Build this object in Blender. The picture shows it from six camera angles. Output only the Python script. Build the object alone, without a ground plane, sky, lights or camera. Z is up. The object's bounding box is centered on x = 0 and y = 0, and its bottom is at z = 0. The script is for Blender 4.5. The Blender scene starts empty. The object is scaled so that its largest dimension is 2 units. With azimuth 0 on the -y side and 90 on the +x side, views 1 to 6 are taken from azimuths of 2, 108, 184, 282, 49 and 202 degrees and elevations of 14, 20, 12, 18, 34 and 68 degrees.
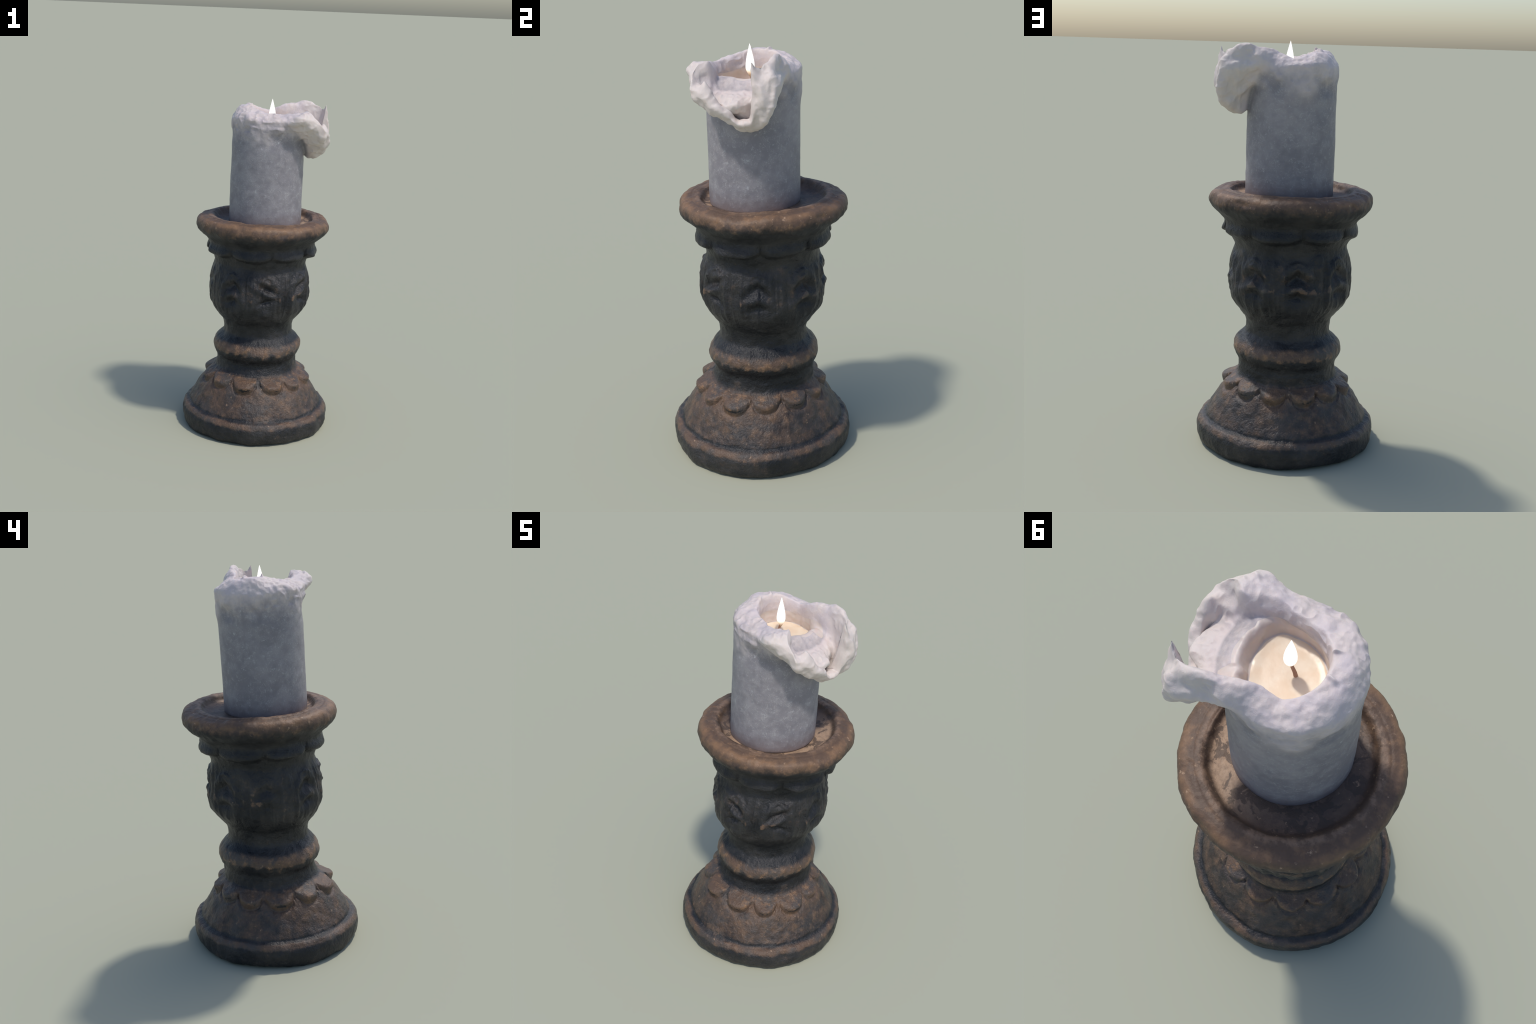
import bpy, math
import numpy as np
from mathutils import Vector

TAU = 2 * math.pi

# ------------------------------------------------------------------ helpers
def smooth(a, b, x):
    t = np.clip((x - a) / (b - a), 0, 1)
    return t * t * (3 - 2 * t)

def gauss(x, s):
    return np.exp(-(x / s) ** 2)

def hash3(ix, iy, iz, seed):
    h = (ix * 374761393 + iy * 668265263 + iz * 2147483647 + seed * 974634777) & 0xFFFFFFFF
    h = ((h ^ (h >> 13)) * 1274126177) & 0xFFFFFFFF
    h = ((h ^ (h >> 16)) * 2246822519) & 0xFFFFFFFF
    return ((h ^ (h >> 15)) & 0xFFFFFF) / float(0xFFFFFF) * 2 - 1

def noise(P, freq, seed=0):
    """smooth value noise in -1..1 at points P (...,3)"""
    Q = P * freq + 100.0
    I = np.floor(Q).astype(np.int64)
    F = Q - I
    F = F * F * F * (F * (F * 6 - 15) + 10)
    out = 0
    for dx in (0, 1):
        for dy in (0, 1):
            for dz in (0, 1):
                w = (F[..., 0] if dx else 1 - F[..., 0]) * (F[..., 1] if dy else 1 - F[..., 1]) * (F[..., 2] if dz else 1 - F[..., 2])
                out = out + w * hash3(I[..., 0] + dx, I[..., 1] + dy, I[..., 2] + dz, seed)
    return out

def fbm(P, freq, octaves=3, seed=0, gain=0.5):
    s, a = 0, 1.0
    for k in range(octaves):
        s = s + a * noise(P, freq * 2 ** k, seed + 17 * k)
        a *= gain
    return s

def catmull(pts, n):
    """resample an open polyline of control points with a centripetal Catmull-Rom, n points even in length"""
    p = np.asarray(pts, float)
    p = np.vstack([2 * p[0] - p[1], p, 2 * p[-1] - p[-2]])
    out = []
    for i in range(1, len(p) - 2):
        p0, p1, p2, p3 = p[i - 1:i + 3]
        t0 = 0; t1 = t0 + max(np.linalg.norm(p1 - p0), 1e-6) ** .5
        t2 = t1 + max(np.linalg.norm(p2 - p1), 1e-6) ** .5
        t3 = t2 + max(np.linalg.norm(p3 - p2), 1e-6) ** .5
        t = np.linspace(t1, t2, 24, endpoint=False)[:, None]
        a1 = (t1 - t) / (t1 - t0) * p0 + (t - t0) / (t1 - t0) * p1
        a2 = (t2 - t) / (t2 - t1) * p1 + (t - t1) / (t2 - t1) * p2
        a3 = (t3 - t) / (t3 - t2) * p2 + (t - t2) / (t3 - t2) * p3
        b1 = (t2 - t) / (t2 - t0) * a1 + (t - t0) / (t2 - t0) * a2
        b2 = (t3 - t) / (t3 - t1) * a2 + (t - t1) / (t3 - t1) * a3
        out.append((t2 - t) / (t2 - t1) * b1 + (t - t1) / (t2 - t1) * b2)
    out.append(p[-2][None])
    c = np.vstack(out)
    L = np.concatenate([[0], np.cumsum(np.linalg.norm(np.diff(c, axis=0), axis=1))])
    s = np.linspace(0, L[-1], n)
    return np.stack([np.interp(s, L, c[:, k]) for k in range(c.shape[1])], 1)

def periodic(knots, vals, q):
    """periodic monotone-ish cubic (finite difference Hermite) in degrees"""
    k = np.asarray(knots, float); v = np.asarray(vals, float)
    k = np.concatenate([k[-2:] - 360, k, k[:2] + 360]); v = np.concatenate([v[-2:], v, v[:2]])
    d = np.diff(v, axis=0) / np.diff(k).reshape((-1,) + (1,) * (v.ndim - 1))
    m = np.zeros_like(v)
    a, b = d[:-1], d[1:]
    with np.errstate(divide='ignore', invalid='ignore'):
        h = np.where(a * b > 0, 2 * a * b / (a + b), 0)
    m[1:-1] = np.nan_to_num(h)
    i = np.clip(np.searchsorted(k, q, side='right') - 1, 1, len(k) - 3)
    h = (k[i + 1] - k[i]); t = (q - k[i]) / h
    sh = (-1,) + (1,) * (v.ndim - 1)
    h = h.reshape(sh); t = t.reshape(sh)
    return ((2 * t**3 - 3 * t**2 + 1) * v[i] + (t**3 - 2 * t**2 + t) * h * m[i]
            + (-2 * t**3 + 3 * t**2) * v[i + 1] + (t**3 - t**2) * h * m[i + 1])

def grid_normals(P):
    du = np.roll(P, -1, 1) - np.roll(P, 1, 1)
    dv = np.gradient(P, axis=0)
    n = np.cross(du, dv)
    return n / np.maximum(np.linalg.norm(n, axis=2, keepdims=True), 1e-9)

def build_parts(P, label, names, parent, mats, start_pole, end_pole):
    """One closed surface of revolution-like grid P[row, column], split by the face
    label grid into named objects that share border vertices and vertex normals."""
    nr, nc = P.shape[:2]
    verts = P.reshape(-1, 3)
    i, j = np.meshgrid(np.arange(nr - 1), np.arange(nc), indexing='ij')
    j2 = (j + 1) % nc
    quads = np.stack([i * nc + j, i * nc + j2, (i + 1) * nc + j2, (i + 1) * nc + j], -1).reshape(-1, 4)
    flab = label[:-1].reshape(-1)
    ps = len(verts)
    verts = np.vstack([verts, start_pole, end_pole])
    jj = np.arange(nc)
    fan0 = np.stack([np.full(nc, ps), (jj + 1) % nc, jj], 1)
    base = (nr - 1) * nc
    fan1 = np.stack([np.full(nc, ps + 1), base + jj, base + (jj + 1) % nc], 1)
    faces = [tuple(f) for f in quads.tolist()] + [tuple(f) for f in fan0.tolist()] + [tuple(f) for f in fan1.tolist()]
    flab = np.concatenate([flab, np.full(nc, label[0, 0]), np.full(nc, label[-1, 0])])
    whole = bpy.data.meshes.new("whole")
    whole.from_pydata(verts.tolist(), [], faces)
    whole.update()
    nrm = np.zeros(len(verts) * 3)
    whole.vertex_normals.foreach_get("vector", nrm)
    nrm = nrm.reshape(-1, 3)
    bpy.data.meshes.remove(whole)
    made = {}
    for lab, (name, par, mat) in names.items():
        idx = np.nonzero(flab == lab)[0]
        if len(idx) == 0:
            continue
        fs = [faces[q] for q in idx]
        used = np.unique(np.concatenate([np.asarray(f) for f in fs]))
        remap = {int(v): n for n, v in enumerate(used)}
        me = bpy.data.meshes.new(name)
        me.from_pydata(verts[used].tolist(), [], [tuple(remap[v] for v in f) for f in fs])
        me.update()
        me.polygons.foreach_set("use_smooth", [True] * len(me.polygons))
        me.normals_split_custom_set_from_vertices(nrm[used].tolist())
        me.materials.append(mats[mat])
        ob = bpy.data.objects.new(name, me)
        bpy.context.scene.collection.objects.link(ob)
        ob.parent = made[par] if par in made else parent
        made[lab] = ob
    return made

# ---------------------------------------------------------------- materials
class Nodes:
    def __init__(self, name):
        self.mat = bpy.data.materials.new(name)
        self.mat.use_nodes = True
        self.t = self.mat.node_tree
        self.t.nodes.clear()
        self.out = self.t.nodes.new("ShaderNodeOutputMaterial")
        self.bsdf = self.t.nodes.new("ShaderNodeBsdfPrincipled")
        self.t.links.new(self.bsdf.outputs[0], self.out.inputs[0])
        self.co = self.t.nodes.new("ShaderNodeTexCoord").outputs["Object"]
        self.sep = self.t.nodes.new("ShaderNodeSeparateXYZ")
        self.t.links.new(self.co, self.sep.inputs[0])
    def link(self, src, dst):
        if isinstance(src, (int, float, tuple, list)):
            dst.default_value = src
        else:
            self.t.links.new(src, dst)
    def math(self, op, a, b=0.0, c=0.0, clamp=False):
        n = self.t.nodes.new("ShaderNodeMath"); n.operation = op; n.use_clamp = clamp
        for k, v in enumerate((a, b, c)):
            self.link(v, n.inputs[k])
        return n.outputs[0]
    def noise(self, scale, detail=4, rough=.55, distort=0.0, stretch=None):
        n = self.t.nodes.new("ShaderNodeTexNoise")
        n.inputs["Scale"].default_value = scale; n.inputs["Detail"].default_value = detail
        n.inputs["Roughness"].default_value = rough; n.inputs["Distortion"].default_value = distort
        v = self.co
        if stretch:
            m = self.t.nodes.new("ShaderNodeMapping"); m.inputs["Scale"].default_value = stretch
            self.link(self.co, m.inputs[0]); v = m.outputs[0]
        self.link(v, n.inputs["Vector"])
        return n.outputs["Fac"]
    def voronoi(self, scale, feature='F1'):
        n = self.t.nodes.new("ShaderNodeTexVoronoi"); n.feature = feature
        n.inputs["Scale"].default_value = scale
        self.link(self.co, n.inputs["Vector"])
        return n.outputs["Distance"]
    def ramp(self, fac, stops):
        n = self.t.nodes.new("ShaderNodeValToRGB")
        e = n.color_ramp.elements
        while len(e) < len(stops):
            e.new(0.5)
        for q, (p, c) in zip(e, stops):
            q.position = p
            q.color = (c, c, c, 1) if isinstance(c, (int, float)) else tuple(c) + (1,)
        self.link(fac, n.inputs[0])
        return n.outputs[0]
    def mix(self, fac, a, b, kind='MIX'):
        n = self.t.nodes.new("ShaderNodeMix"); n.data_type = 'RGBA'; n.blend_type = kind
        self.link(fac, n.inputs[0])
        self.link(tuple(a) + (1,) if isinstance(a, tuple) else a, n.inputs[6])
        self.link(tuple(b) + (1,) if isinstance(b, tuple) else b, n.inputs[7])
        return n.outputs[2]
    def step(self, x, a, b):
        n = self.t.nodes.new("ShaderNodeMapRange"); n.interpolation_type = 'SMOOTHSTEP'
        self.link(x, n.inputs[0]); n.inputs[1].default_value = a; n.inputs[2].default_value = b
        return n.outputs[0]
    def radius(self, cx, cy):
        dx = self.math('SUBTRACT', self.sep.outputs[0], cx)
        dy = self.math('SUBTRACT', self.sep.outputs[1], cy)
        return self.math('SQRT', self.math('ADD', self.math('MULTIPLY', dx, dx), self.math('MULTIPLY', dy, dy)))
    def bump(self, height, strength, dist):
        n = self.t.nodes.new("ShaderNodeBump")
        n.inputs["Strength"].default_value = strength; n.inputs["Distance"].default_value = dist
        self.link(height, n.inputs["Height"])
        self.link(n.outputs[0], self.bsdf.inputs["Normal"])

BLACK = (0.011, 0.012, 0.015)
SOOT = (0.036, 0.034, 0.034)
BROWN = (0.118, 0.074, 0.050)
RUST = (0.255, 0.145, 0.078)
TAN = (0.42, 0.28, 0.18)

def holder_material(name, stops, rust=.4, bumps=None, wander=1.0, soft=(.22, .74)):
    """painted terracotta: black paint, worn to brown where hands and dust reach.
    stops: worn fraction against height z / 1.3"""
    n = Nodes(name)
    z = n.sep.outputs[2]
    big = n.noise(7, 5, .6)
    mid = n.noise(24, 5, .65)
    fine = n.noise(110, 3, .6)
    wob = n.math('ADD', n.math('MULTIPLY', n.math('SUBTRACT', big, .5), .05 * wander), n.math('MULTIPLY', n.math('SUBTRACT', mid, .5), .03 * wander))
    zz = n.math('DIVIDE', n.math('ADD', z, wob), 1.3)
    worn = n.ramp(zz, stops)
    if bumps:
        lo, hi, cy = bumps
        r = n.math('ADD', n.radius(0, cy), n.math('MULTIPLY', n.math('SUBTRACT', mid, .5), .012))
        worn = n.math('MAXIMUM', worn, n.math('MULTIPLY', n.math('MULTIPLY', n.step(r, lo, hi), n.math('MULTIPLY', n.step(z, .82, .85), n.math('SUBTRACT', 1.0, n.step(z, .95, .98)))), .9))
    worn = n.math('ADD', worn, n.math('MULTIPLY', n.math('SUBTRACT', mid, .5), 1.1))
    worn = n.math('ADD', worn, n.math('MULTIPLY', n.math('SUBTRACT', big, .5), .7))
    m = n.step(worn, *soft)
    dark = n.mix(n.step(big, .35, .7), BLACK, SOOT)
    light = n.mix(n.math('MULTIPLY', n.step(mid, .48, .72), rust), n.mix(n.step(n.noise(9, 4, .6), .40, .62), BROWN, (.075, .062, .055)), RUST)
    col = n.mix(m, dark, light)
    speck = n.math('MULTIPLY', n.step(n.noise(46, 6, .7), .61, .72), n.math('ADD', n.math('MULTIPLY', m, .8), .08))
    col = n.mix(speck, col, TAN)
    grain = n.math('ADD', n.math('MULTIPLY', fine, .5), .75)
    n.link(n.mix(1.0, col, n.mix(grain, (0.0, 0.0, 0.0), (1.0, 1.0, 1.0)), 'MULTIPLY'), n.bsdf.inputs["Base Color"])
    n.bsdf.inputs["Roughness"].default_value = .42
    n.bsdf.inputs["Specular IOR Level"].default_value = .36
    n.bump(n.math('ADD', n.math('MULTIPLY', mid, .7), n.math('MULTIPLY', fine, .45)), .8, .012)
    return n.mat

def plate_material():
    n = Nodes("worn_plate_paint")
    z = n.sep.outputs[2]
    r = n.radius(0, .043)
    big = n.noise(6, 5, .6); mid = n.noise(22, 5, .65); fine = n.noise(110, 3, .6)
    zz = n.math('ADD', z, n.math('ADD', n.math('MULTIPLY', n.math('SUBTRACT', big, .5), .05), n.math('MULTIPLY', n.math('SUBTRACT', mid, .5), .05)))
    worn = n.step(zz, 1.195, 1.285)
    worn = n.math('ADD', worn, n.math('MULTIPLY', n.math('SUBTRACT', mid, .5), .5))
    m = n.step(worn, .1, .95)
    dark = n.mix(n.step(big, .35, .7), BLACK, SOOT)
    light = n.mix(n.math('MULTIPLY', n.step(mid, .46, .7), .55), BROWN, RUST)
    col = n.mix(m, dark, light)
    band = n.math('MULTIPLY', n.step(r, .355, .376), n.math('SUBTRACT', 1.0, n.step(r, .388, .400)))
    band = n.math('MULTIPLY', n.math('MULTIPLY', band, n.step(big, .38, .6)), n.step(z, 1.25, 1.27))
    col = n.mix(n.math('MULTIPLY', band, .75), col, RUST)  # orange highlight line of the rim's outer edge, mixed into the colour
    lipb = n.math('MULTIPLY', n.step(r, .295, .305), n.math('SUBTRACT', 1.0, n.step(r, .318, .335)))
    lipb = n.math('MULTIPLY', n.math('MULTIPLY', lipb, n.step(mid, .42, .6)), n.step(z, 1.28, 1.29))
    col = n.mix(n.math('MULTIPLY', lipb, .6), col, (.25, .165, .115))
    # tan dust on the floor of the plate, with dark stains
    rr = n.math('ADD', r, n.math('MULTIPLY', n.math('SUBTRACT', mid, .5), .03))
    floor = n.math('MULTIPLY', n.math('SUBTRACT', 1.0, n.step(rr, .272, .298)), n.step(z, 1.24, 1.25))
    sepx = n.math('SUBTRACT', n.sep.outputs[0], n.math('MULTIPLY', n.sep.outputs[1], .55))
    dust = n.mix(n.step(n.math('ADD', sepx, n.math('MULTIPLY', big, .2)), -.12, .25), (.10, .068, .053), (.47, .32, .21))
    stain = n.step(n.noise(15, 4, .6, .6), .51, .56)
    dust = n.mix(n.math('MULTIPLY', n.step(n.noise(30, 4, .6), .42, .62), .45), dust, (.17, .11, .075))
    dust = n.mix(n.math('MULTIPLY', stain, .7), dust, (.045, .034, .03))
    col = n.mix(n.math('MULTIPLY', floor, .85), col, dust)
    groove = n.math('MULTIPLY', n.step(rr, .274, .290), n.math('SUBTRACT', 1.0, n.step(rr, .296, .312)))
    groove = n.math('MULTIPLY', groove, n.step(z, 1.24, 1.25))
    col = n.mix(n.math('MULTIPLY', groove, .35), col, (.03, .024, .022))
    speck = n.math('MULTIPLY', n.step(n.noise(40, 6, .7), .60, .72), m)
    col = n.mix(speck, col, TAN)
    grain = n.math('ADD', n.math('MULTIPLY', fine, .5), .75)
    n.link(n.mix(1.0, col, n.mix(grain, (0.0, 0.0, 0.0), (1.0, 1.0, 1.0)), 'MULTIPLY'), n.bsdf.inputs["Base Color"])
    n.bsdf.inputs["Roughness"].default_value = .55
    n.bsdf.inputs["Specular IOR Level"].default_value = .35
    n.bump(n.math('ADD', n.math('MULTIPLY', mid, .6), n.math('MULTIPLY', fine, .35)), .4, .012)
    return n.mat

def wax_material():
    n = Nodes("candle_wax")
    z = n.sep.outputs[2]
    big = n.noise(6, 4, .55); mid = n.noise(26, 5, .6); fib = n.noise(75, 4, .65, 2.0)
    grey = n.mix(n.step(n.math('ADD', n.math('MULTIPLY', big, .6), n.math('MULTIPLY', mid, .4)), .38, .60), (.225, .213, .231), (.298, .282, .296))
    streak = n.math('MULTIPLY', n.step(fib, .54, .62), n.step(mid, .40, .55))
    grey = n.mix(n.math('MULTIPLY', streak, .6), grey, (.40, .395, .395))
    blot = n.step(n.noise(34, 5, .7), .60, .72)
    grey = n.mix(n.math('MULTIPLY', blot, .5), grey, (.52, .52, .53))
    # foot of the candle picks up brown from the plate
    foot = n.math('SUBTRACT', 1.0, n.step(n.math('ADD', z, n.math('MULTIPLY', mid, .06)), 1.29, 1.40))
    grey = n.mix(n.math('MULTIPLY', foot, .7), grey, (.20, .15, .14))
    pale = n.mix(n.step(n.noise(13, 3, .5), .35, .65), (.62, .54, .535), (.68, .585, .545))
    zz = n.math('ADD', z, n.math('ADD', n.math('MULTIPLY', n.math('SUBTRACT', big, .5), .22), n.math('MULTIPLY', n.math('SUBTRACT', mid, .5), .10)))
    pale = n.mix(n.math('MULTIPLY', n.step(n.radius(.015, 0), .23, .30), .8), pale, (.67, .59, .54))
    m = n.math('MAXIMUM', n.step(zz, 1.73, 1.94), n.math('MULTIPLY', n.step(n.radius(.015, 0), .222, .245), n.step(z, 1.5, 1.55)))
    col = n.mix(m, grey, pale)
    n.link(col, n.bsdf.inputs["Base Color"])
    n.bsdf.inputs["Roughness"].default_value = .5
    n.bsdf.inputs["Specular IOR Level"].default_value = .3
    n.bsdf.inputs["Subsurface Weight"].default_value = .15
    n.bsdf.inputs["Subsurface Scale"].default_value = .03
    n.bsdf.inputs["Subsurface Radius"].default_value = (1.0, .6, .45)
    n.bump(n.math('ADD', n.math('MULTIPLY', mid, .6), n.math('MULTIPLY', fib, .4)), .4, .008)
    return n.mat

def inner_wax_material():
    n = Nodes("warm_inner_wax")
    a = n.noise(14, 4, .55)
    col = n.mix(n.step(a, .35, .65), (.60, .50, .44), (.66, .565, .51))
    n.link(col, n.bsdf.inputs["Base Color"])
    n.bsdf.inputs["Roughness"].default_value = .45
    n.bsdf.inputs["Subsurface Weight"].default_value = .15
    n.bsdf.inputs["Subsurface Scale"].default_value = .03
    n.bump(n.noise(40, 4, .6), .3, .006)
    return n.mat

def pool_material():
    n = Nodes("melted_wax_pool")
    a = n.noise(16, 4, .55)
    col = n.mix(n.step(a, .35, .65), (.78, .61, .44), (.82, .69, .53))  # base colour warmed to peach for the flame's glow on the pool
    n.link(col, n.bsdf.inputs["Base Color"])
    n.bsdf.inputs["Roughness"].default_value = .35
    n.bump(n.noise(30, 3, .5), .2, .005)
    return n.mat

def wick_material():
    n = Nodes("charred_wick")
    n.link(n.mix(n.noise(80, 3), (.34, .18, .12), (.5, .32, .23)), n.bsdf.inputs["Base Color"])
    n.bsdf.inputs["Roughness"].default_value = .9
    return n.mat

def flame_material():
    n = Nodes("flame_glow")
    z = n.sep.outputs[2]
    col = n.ramp(n.step(z, 1.855, 1.90), [(0, (1.0, .62, .36)), (.55, (1.0, .86, .68)), (1, (1.0, .97, .92))])
    n.link(col, n.bsdf.inputs["Emission Color"])
    n.link(n.math('ADD', n.math('MULTIPLY', n.step(z, 1.853, 1.89), 1.0), .3), n.bsdf.inputs["Emission Strength"])
    n.link((.05, .05, .05, 1), n.bsdf.inputs["Base Color"])
    n.bsdf.inputs["Roughness"].default_value = 1
    n.bsdf.inputs["Specular IOR Level"].default_value = 0
    return n.mat

# ------------------------------------------------------------ candle holder
def empty(name, label, category):
    e = bpy.data.objects.new(name, None)
    e["label"] = label; e["category"] = category
    bpy.context.scene.collection.objects.link(e)
    return e

PROFILE = [(.02, 0), (.20, 0), (.39, 0), (.426, .003), (.442, .022), (.448, .055), (.448, .085), (.440, .110),
           (.429, .125), (.418, .130), (.405, .137), (.399, .150), (.385, .174), (.357, .222), (.327, .272),
           (.302, .310), (.283, .330), (.265, .345), (.253, .358), (.246, .380), (.244, .402), (.243, .424),
           (.248, .440), (.261, .462), (.269, .487), (.266, .515), (.251, .540), (.230, .562), (.214, .582),
           (.210, .607), (.213, .634), (.222, .662), (.245, .692), (.272, .730), (.290, .772), (.298, .815),
           (.298, .86), (.294, .92), (.286, .975), (.277, 1.012), (.277, 1.032), (.283, 1.052), (.291, 1.072),
           (.305, 1.11), (.317, 1.142), (.338, 1.169), (.372, 1.196), (.395, 1.222), (.401, 1.248), (.394, 1.276),
           (.379, 1.291), (.358, 1.298), (.332, 1.304), (.309, 1.304), (.297, 1.296), (.285, 1.279), (.275, 1.270), (.255, 1.266),
           (.2, 1.265), (.02, 1.265)]
PETALS = [22, 52, 82, 112, 142, 171, 201, 228, 256, 287, 318, 349]
LEAVES = [(11.5, .55, 1), (57.5, -.55, 1), (102.5, 0, .6), (148, .1, .9), (191, 0, 1.0), (237, -.1, .8), (283, 0, .35), (329, .25, .8)]
SCROLLS = [36 + 45 * k for k in range(8)]

def wrap(a):
    return (a + 180) % 360 - 180

def holder():
    thing = empty("candle_holder", "dark worn turned candlestick with carved leaves and petals", "candle holder")
    nr, nc = 470, 720
    prof = catmull(PROFILE, nr)
    tang = np.gradient(prof, axis=0)
    tang /= np.linalg.norm(tang, axis=1, keepdims=True)
    pn = np.stack([tang[:, 1], -tang[:, 0]], 1)
    az = np.arange(nc) * 360.0 / nc
    AZ, Z = np.meshgrid(az, prof[:, 1]); R0 = np.repeat(prof[:, :1], nc, 1)
    row = np.repeat(np.arange(nr)[:, None], nc, 1)
    D = np.zeros((nr, nc))
    label = np.zeros((nr, nc), int)
    outer = row < np.argmax(prof[:, 0] * (prof[:, 1] > 1.2))

    # main divisions of the turned body
    label[Z > .402] = 1                     # neck ring
    label[Z > .600] = 2                     # cup
    label[(Z > 1.150) | ~outer] = 3         # plate

    # petals round the shoulder of the foot
    rng = np.random.default_rng(4)
    H = np.zeros_like(D)
    for k, a0 in enumerate(PETALS):
        half = 12.2 + rng.uniform(-1.2, 1.0)
        tip = .280 + rng.uniform(-.010, .010)
        u = wrap(AZ - a0) / (half * (1 + .16 * smooth(.30, .345, Z)))
        lower = tip + .046 * (1 - np.sqrt(np.clip(1 - u * u, 0, 1)))
        side = np.clip(1 - u * u, 0, 1) ** .55
        side = side + (1 - side) * smooth(.305, .340, Z) * (np.abs(u) < 1.3)
        m = smooth(lower - .008, lower + .026, Z) * side * (1 - smooth(.342, .364, Z))
        fall = .16 + .84 * (1 - smooth(.288, .350, Z))
        H = np.maximum(H, m * fall * (.029 + rng.uniform(-.005, .003)))
        # undercut shadow line round the tip
        ring = gauss(Z - (lower - .010), .009) * (np.abs(u) < 1.15)
        D -= .007 * ring
        # shallow central dish on some petals
        D -= m * (.004 if k in (1, 2, 4) else .0015) * gauss(u, .45) * gauss(Z - .320, .02)
        label[(m > .3) & (np.abs(u) < 1.0) & (Z < .350) & (Z > .2)] = 10 + k

    D += H

    # carved leaves on the cup
    for k, (a0, tilt, amp) in enumerate(LEAVES):
        u = wrap(AZ - a0) / 22.5
        on = smooth(.62, .68, Z) * (1 - smooth(1.0, 1.03, Z))
        h = np.clip((Z - .80) / .185, -1, 1)
        edge = .70 * np.sqrt(np.clip(1 - h * h, 0.0, 1))
        d = 0.009 * gauss(np.abs(u) - edge, .17) * smooth(.74, .80, Z) * (1 - smooth(.985, 1.0, Z))
        # diagonal channels: straight ones on the tilted leaves, a roof-like pair on the upright ones
        if abs(tilt) > .3:
            sgn = 1 if tilt > 0 else -1
            c = sgn * u
            d += -.016 * gauss(Z - (.915 - .055 * c), .017) * gauss(c + .02, .42)
            d += .016 * gauss(Z - (.880 - .045 * c), .020) * gauss(c - .10, .38)
            d += -.016 * gauss(Z - (.835 + .030 * c), .016) * gauss(c + .05, .36)
            d += .010 * gauss(Z - (.955 - .030 * c), .018) * gauss(c, .55)
        else:
            au = np.abs(u - tilt * .2)
            d += -.016 * gauss(Z - (.922 - .060 * au), .022) * gauss(u, .50)
            d += .014 * gauss(u, .38) * gauss(Z - (.962 - .07 * au), .018)
            d += .019 * gauss(u, .44) * gauss(Z - (.868 - .05 * au), .024)
            d += -.017 * gauss(u, .40) * gauss(Z - (.826 - .03 * au), .020)
        d += .009 * gauss(u, .28) * gauss(Z - .757, .022)
        d += .006 * gauss(np.abs(u) - .42, .14) * gauss(Z - .775, .05)
        D += 1.08 * d * amp * on
        # folds between neighbouring leaves
        v = wrap(AZ - a0 - 22.5) / 22.5
        D -= .0035 * gauss(np.abs(v) - .24, .10) * smooth(.70, .80, Z) * (1 - smooth(.96, 1.01, Z))
        D += .005 * gauss(v, .08) * gauss(Z - .87, .05) * (1 if k in (0, 2, 5) else .3)
        D += .004 * (gauss(v, .45)) * smooth(.86, .95, Z) * (1 - smooth(1.0, 1.03, Z))
        inside = (np.abs(u) < edge + .06) & (Z > .70) & (Z < .985)
        label[inside] = 30 + k

    body = smooth(.70, .78, Z) * (1 - smooth(.95, 1.01, Z))
    D += body * .0035 * np.cos(np.radians(8 * (AZ - 34.5)))
    rib = noise(np.stack([AZ * .33, Z * 6, 0 * Z], -1), 1.0, 61)
    rib2 = 1 - 2 * np.abs(noise(np.stack([AZ * .22, Z * 3, 0 * Z], -1), 1.0, 63))
    D += body * (.0025 * rib + .0030 * rib2)
    # scrolls hanging under the plate
    for k, a0 in enumerate(SCROLLS):
        u = wrap(AZ - a0) / 22.5
        bottom = 1.060 + .020 * u * u
        m = smooth(bottom - .002, bottom + .042, Z) * (1 - smooth(1.10, 1.158, Z)) * (1 - smooth(.50, 1.05, np.abs(u)) * (.75 - .25 * (k % 2))) * (np.abs(u) <= 1.0) * outer
        D += (.034 + .006 * math.sin(k * 2.3)) * m
        label[(m > .3) & outer] = 50 + k

    cy = np.interp(Z, [0, .30, .41, .9, 1.2], [0, .003, .022, .025, .043])
    cx = np.interp(Z, [0, .6, .75, .98, 1.06, 1.2], [0, 0, -.003, -.003, 0, .003])
    A = np.radians(AZ)
    def place(R, ZZ):
        return np.stack([cx + R * np.sin(A), cy - R * np.cos(A), ZZ], -1)
    P0 = place(R0, Z)
    # hand-made unevenness
    lump = .0055 * fbm(P0, 5.5, 2, 3) + .0032 * fbm(P0, 17, 2, 9) + .0014 * fbm(P0, 48, 2, 21)
    flat = smooth(.36, .42, R0) * (Z < .02) + (Z >= .02)
    rim = 1 - .15 * smooth(1.2, 1.24, Z)
    floorq = 1 - .6 * ((R0 < .28) & (Z > 1.2))
    D += lump * flat * rim * floorq
    # turned line and dents on the rim of the plate
    top = (~outer) & (R0 > .3)
    D -= top * .003 * gauss(R0 - .340, .005)
    for a0, w, dep in ((18, 4, .008), (75, 3, .006), (150, 5, .009), (230, 3, .008), (262, 5, .007), (310, 3, .007)):
        D -= dep * gauss(wrap(AZ - a0), w) * gauss(Z - 1.262, .022) * (R0 > .36)
    # chip out of the foot's edge
    D -= .010 * gauss(wrap(AZ - 66), 4) * gauss(Z - .085, .03)
    # wandering heights of mouldings
    wob = .006 * noise(P0, 4.0, 55) * smooth(.03, .1, Z)
    wob += .006 * noise(P0, 5.0, 75) * smooth(1.2, 1.25, Z) * (R0 > .3)
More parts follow.
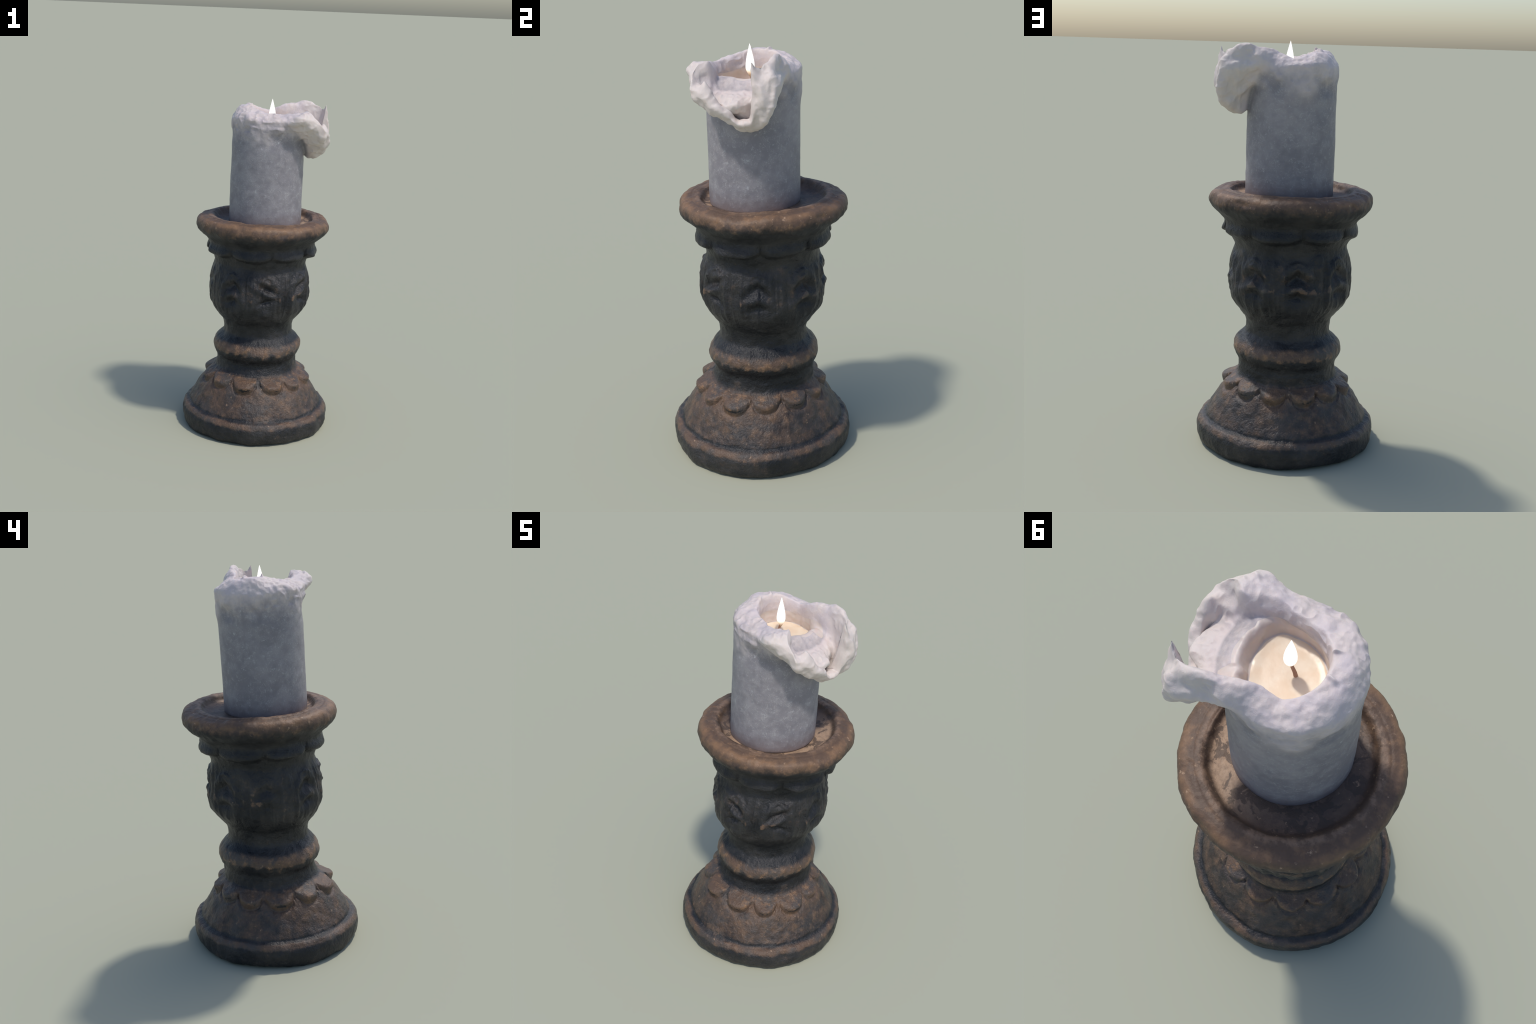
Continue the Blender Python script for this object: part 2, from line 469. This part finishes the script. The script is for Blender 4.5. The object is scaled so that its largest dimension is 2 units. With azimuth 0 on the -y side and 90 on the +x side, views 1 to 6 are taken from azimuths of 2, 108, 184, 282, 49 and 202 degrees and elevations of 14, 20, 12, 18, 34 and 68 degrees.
    P = place(R0 + D * pn[:, :1], Z + D * pn[:, 1:] + wob)
    P[..., 2] = np.maximum(P[..., 2], 0)

    mats = {
        "foot": holder_material("worn_foot_paint", [(0, .02), (.075, .04), (.087, .85), (.098, .85), (.1035, .0), (.109, .05), (.116, .42), (.16, .52), (.20, .58), (.228, .80), (.262, .7), (.275, .35), (.285, .05)], .35, None, .35, (.0, .85)),  # ramp paints the lit edge strip and the dark of the groove above it
        "petal": holder_material("worn_petal_paint", [(0, .0), (.224, .0), (.237, .95), (.248, 1.0), (.265, .9), (.278, .45), (.288, .1)], .95),  # stops below .237 blackened to paint the shadow under the petal tips
        "ring": holder_material("worn_ring_paint", [(0, .0), (.350, .0), (.372, .35), (.388, .95), (.408, .75), (.428, .15), (.45, .0)], .75),
        "cup": holder_material("blackened_cup_paint", [(0, .02), (.6, .06), (.66, .20), (.72, .22), (.77, .12), (.81, .04)], .3, (.304, .314, .025)),
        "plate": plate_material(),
    }
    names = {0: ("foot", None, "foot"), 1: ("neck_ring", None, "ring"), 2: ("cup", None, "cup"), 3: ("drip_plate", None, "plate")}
    for k in range(len(PETALS)):
        names[10 + k] = ("petal", 0, "petal")
    for k in range(len(LEAVES)):
        names[30 + k] = ("carved_leaf", 2, "cup")
    for k in range(len(SCROLLS)):
        names[50 + k] = ("leaf_scroll", 2, "cup")
    build_parts(P, label, names, thing, mats, np.array([[0, 0, 0]]), np.array([[.003, .043, 1.265]]))

# ------------------------------------------------------------------- candle
CX, CY = .015, 0.0
# cross-sections of the crown: azimuth, then (radius, height) from the wall up over the rim to the pool edge
def plain(out, crest_r, crest, pool, shoulder=1.885):
    return [(.215, 1.70), (.216, 1.79), (out, shoulder - .035), (out - .004, shoulder), ((out + crest_r) / 2 + .012, crest - .018), (crest_r + .018, crest - .003),
            (crest_r, crest - .002), (crest_r - .007, crest - .016), (min(pool, crest_r - .010), 1.893), (min(pool, crest_r - .010), 1.855), (min(pool, crest_r - .008), 1.815)]
SECTIONS = [
    (0, plain(.219, .124, 1.925, .118, 1.888)),
    (20, plain(.238, .146, 1.928, .130, 1.890)),
    (38, [(.215, 1.70), (.216, 1.79), (.242, 1.835), (.294, 1.880), (.292, 1.912), (.255, 1.930), (.205, 1.932), (.182, 1.910), (.168, 1.880), (.156, 1.85), (.148, 1.815)]),
    (57.5, [(.215, 1.70), (.215, 1.775), (.262, 1.80), (.330, 1.845), (.334, 1.900), (.298, 1.936), (.246, 1.940), (.222, 1.905), (.200, 1.872), (.172, 1.872), (.148, 1.815)]),
    (64, [(.215, 1.70), (.215, 1.757), (.270, 1.770), (.354, 1.798), (.368, 1.842), (.326, 1.870), (.276, 1.862), (.246, 1.850), (.222, 1.846), (.168, 1.874), (.144, 1.815)]),
    (72, [(.215, 1.69), (.215, 1.738), (.268, 1.736), (.346, 1.772), (.364, 1.820), (.334, 1.862), (.304, 1.836), (.292, 1.815), (.240, 1.826), (.172, 1.876), (.140, 1.815)]),
    (81, [(.215, 1.66), (.215, 1.708), (.260, 1.700), (.334, 1.736), (.358, 1.782), (.330, 1.804), (.306, 1.755), (.316, 1.786), (.240, 1.824), (.170, 1.873), (.138, 1.815)]),
    (91, [(.215, 1.64), (.215, 1.688), (.250, 1.674), (.314, 1.698), (.350, 1.736), (.326, 1.752), (.276, 1.715), (.328, 1.778), (.240, 1.823), (.170, 1.870), (.137, 1.815)]),
    (99, [(.215, 1.63), (.217, 1.672), (.245, 1.658), (.298, 1.672), (.340, 1.700), (.316, 1.713), (.258, 1.698), (.322, 1.776), (.240, 1.823), (.170, 1.868), (.136, 1.815)]),
    (107, [(.215, 1.63), (.217, 1.670), (.248, 1.655), (.304, 1.669), (.345, 1.702), (.320, 1.717), (.268, 1.698), (.300, 1.785), (.238, 1.823), (.170, 1.868), (.136, 1.815)]),
    (112, [(.215, 1.63), (.217, 1.671), (.256, 1.656), (.326, 1.682), (.368, 1.772), (.352, 1.918), (.292, 1.712), (.284, 1.790), (.240, 1.832), (.162, 1.864), (.137, 1.815)]),
    (116, [(.215, 1.64), (.217, 1.715), (.282, 1.678), (.356, 1.702), (.388, 1.800), (.346, 1.935), (.310, 1.765), (.275, 1.805), (.236, 1.836), (.166, 1.866), (.138, 1.815)]),
    (121.5, [(.215, 1.68), (.217, 1.758), (.302, 1.728), (.382, 1.756), (.396, 1.845), (.322, 1.964), (.284, 1.885), (.250, 1.848), (.222, 1.850), (.174, 1.866), (.142, 1.815)]),
    (130, [(.215, 1.70), (.216, 1.785), (.262, 1.800), (.330, 1.840), (.328, 1.912), (.292, 1.976), (.230, 1.960), (.198, 1.905), (.190, 1.872), (.168, 1.856), (.147, 1.815)]),
    (143, [(.215, 1.70), (.216, 1.790), (.226, 1.850), (.256, 1.890), (.246, 1.942), (.212, 1.968), (.170, 1.958), (.156, 1.932), (.150, 1.900), (.146, 1.868), (.148, 1.815)]),
    (162, plain(.219, .138, 1.942, .138)),
    (185, plain(.220, .136, 1.922, .128, 1.890)),
    (212, plain(.224, .130, 1.938, .122, 1.900)),
    (238, plain(.221, .122, 1.955, .112, 1.89)),
    (258, plain(.222, .116, 1.958, .106, 1.895)),
    (285, plain(.220, .112, 1.960, .102, 1.89)),
    (310, plain(.221, .108, 1.954, .100, 1.900)),
    (338, plain(.219, .114, 1.936, .106, 1.893)),
]

def candle():
    thing = empty("candle", "grey wax pillar candle burning, with slumped pale lip", "candle")
    nc, nb, ns, npool = 720, 70, 230, 26
    az = np.arange(nc) * 360.0 / nc
    knots = [s[0] for s in SECTIONS]
    ctrl = periodic(knots, np.array([s[1] for s in SECTIONS]), az)      # nc, 11, 2
    sec = np.stack([catmull(c, ns) for c in ctrl], 1)                      # ns, nc, 2
    body_z = np.linspace(0, 1, nb)[:, None]
    zb = 1.258 + (sec[0, :, 1][None] - 1.258) * body_z
    body = np.stack([np.full_like(zb, .215), zb], -1)[:-1]
    body[0, :, 0] = .207; body[1, :, 0] = .213
    q = np.linspace(0, 1, npool + 1)[1:-1][:, None]
    pr = sec[-1, :, 0][None] * (1 - q); pz = sec[-1, :, 1][None] * (1 - smooth(0, .3, q)) + 1.811 * smooth(0, .3, q) + 0 * pr
    pool = np.stack([pr, pz], -1)
    S = np.concatenate([body, sec, pool], 0)
    nr = S.shape[0]
    A = np.radians(az)[None]
    # the free arm of the lip leans over the opening as it rises
    A = A - np.radians(4.0) * smooth(1.78, 1.94, S[..., 1]) * gauss(wrap(az[None] - 113), 7) * smooth(.27, .31, S[..., 0])
    P = np.stack([CX + S[..., 0] * np.sin(A), CY - S[..., 0] * np.cos(A), S[..., 1]], -1)
    # slight lean of the pillar
    P[..., 1] += (.005 + .011 * np.clip((P[..., 2] - 1.26) / .6, 0, 1)) * (1 - .8 * smooth(.23, .30, S[..., 0]))
    row = np.arange(nr)[:, None] * np.ones((1, nc))
    t = (row - (nb - 1)) / ns                                             # 0..1 along crown section
    N = grid_normals(P)
    crown = smooth(.02, .22, t) * (1 - smooth(.80, .93, t))
    lip = smooth(.225, .27, S[..., 0])
    out = 1 - .75 * smooth(.60, .70, t)
    D = crown * out * (.0075 * noise(P, 14, 31) + .0022 * noise(P, 30, 37) + .0008 * noise(P, 70, 39))
    ridged = 1 - np.abs(noise(P, 30, 71))
    D += crown * .007 * (ridged - .6) * (.25 + .75 * smooth(.1, .6, np.cos(np.radians(az[None] + 10)))) * smooth(1.80, 1.84, P[..., 2]) * (1 - smooth(1.93, 1.96, P[..., 2])) * (1 - lip)
    D += crown * lip * (.007 * noise(P, 24, 91) + .005 * (.5 - np.abs(noise(P, 34, 93))))
    inner = smooth(.80, .93, t) * (t <= 1)
    D += inner * .003 * fbm(P, 25, 2, 15)
    wall = 1 - smooth(0, .1, t)
    D += wall * (.0022 * fbm(P, 6, 2, 41) + .0008 * noise(P, 30, 43))
    D += (t > 1) * .0015 * noise(P, 14, 47)
    P = P + N * D[..., None]
    P[..., 2] += .003 * crown * noise(P, 60, 49)
    # torn spike at the free end of the lip
    # torn spike at the free end of the lip and smaller torn points along the crest
    for a0, k, hgt, w, reach in ((112.2, 5, .044, 3.2, .034), (252, 5, .012, 3, .02), (292, 6, .014, 2.5, .02), (60, 6, .014, 2.5, .02),
                                 (72, 5, .014, 2.5, .02), (46, 5, .010, 2, .02), (81, 5, .010, 2, .015)):
        c = ctrl[:, k]
        dist = np.hypot(S[..., 0] - c[None, :, 0], S[..., 1] - c[None, :, 1])
        P[..., 2] += hgt * gauss(wrap(az[None] - a0), w) * gauss(dist, reach) * (t > .1)
    label = np.zeros((nr, nc), int)
    label[t > .12] = 1
    label[t > .86] = 2
    label[t >= 1] = 3
    wax = wax_material()
    mats = {"wax": wax, "inner": inner_wax_material(), "pool": pool_material()}
    names = {0: ("pillar", None, "wax"), 1: ("melted_rim", None, "wax"), 2: ("pool_wall", None, "inner"), 3: ("wax_pool", None, "pool")}
    build_parts(P, label, names, thing, mats, np.array([[CX, .005, 1.258]]), np.array([[CX, .0155, 1.811]]))

    # wick: short bent tube
    lathe("wick", catmull([(.012, .012, 1.804), (.016, .011, 1.826), (.025, .009, 1.850), (.030, .008, 1.868)], 14),
          lambda s: .0070 - .002 * s, wick_material(), thing)
    # flame: teardrop
    prof = catmull([(0, .001), (.10, .0105), (.24, .0195), (.36, .0205), (.55, .0168), (.78, .0090), (.93, .0033), (1, .0004)], 40)
    spine = np.stack([np.full(40, .030) + .003 * (1 - prof[:, 0]), np.full(40, .008), 1.850 + .150 * prof[:, 0]], 1)
    rad = prof[:, 1]
    lathe("flame", spine, lambda s: np.interp(s, np.linspace(0, 1, 40), rad), flame_material(), thing)

def lathe(name, spine, radius, mat, parent, sides=32):
    n = len(spine); verts, faces = [], []
    for k, c in enumerate(spine):
        r = float(radius(k / (n - 1)))
        for j in range(sides):
            a = TAU * j / sides
            verts.append((c[0] + r * math.cos(a), c[1] + r * math.sin(a), c[2]))
    for k in range(n - 1):
        for j in range(sides):
            j2 = (j + 1) % sides
            faces.append((k * sides + j, k * sides + j2, (k + 1) * sides + j2, (k + 1) * sides + j))
    faces.append(tuple(reversed(range(sides))))
    faces.append(tuple(range((n - 1) * sides, n * sides)))
    me = bpy.data.meshes.new(name)
    me.from_pydata(verts, [], faces); me.update()
    me.polygons.foreach_set("use_smooth", [True] * len(me.polygons))
    me.materials.append(mat)
    ob = bpy.data.objects.new(name, me)
    bpy.context.scene.collection.objects.link(ob)
    ob.parent = parent
    return ob

holder()
candle()
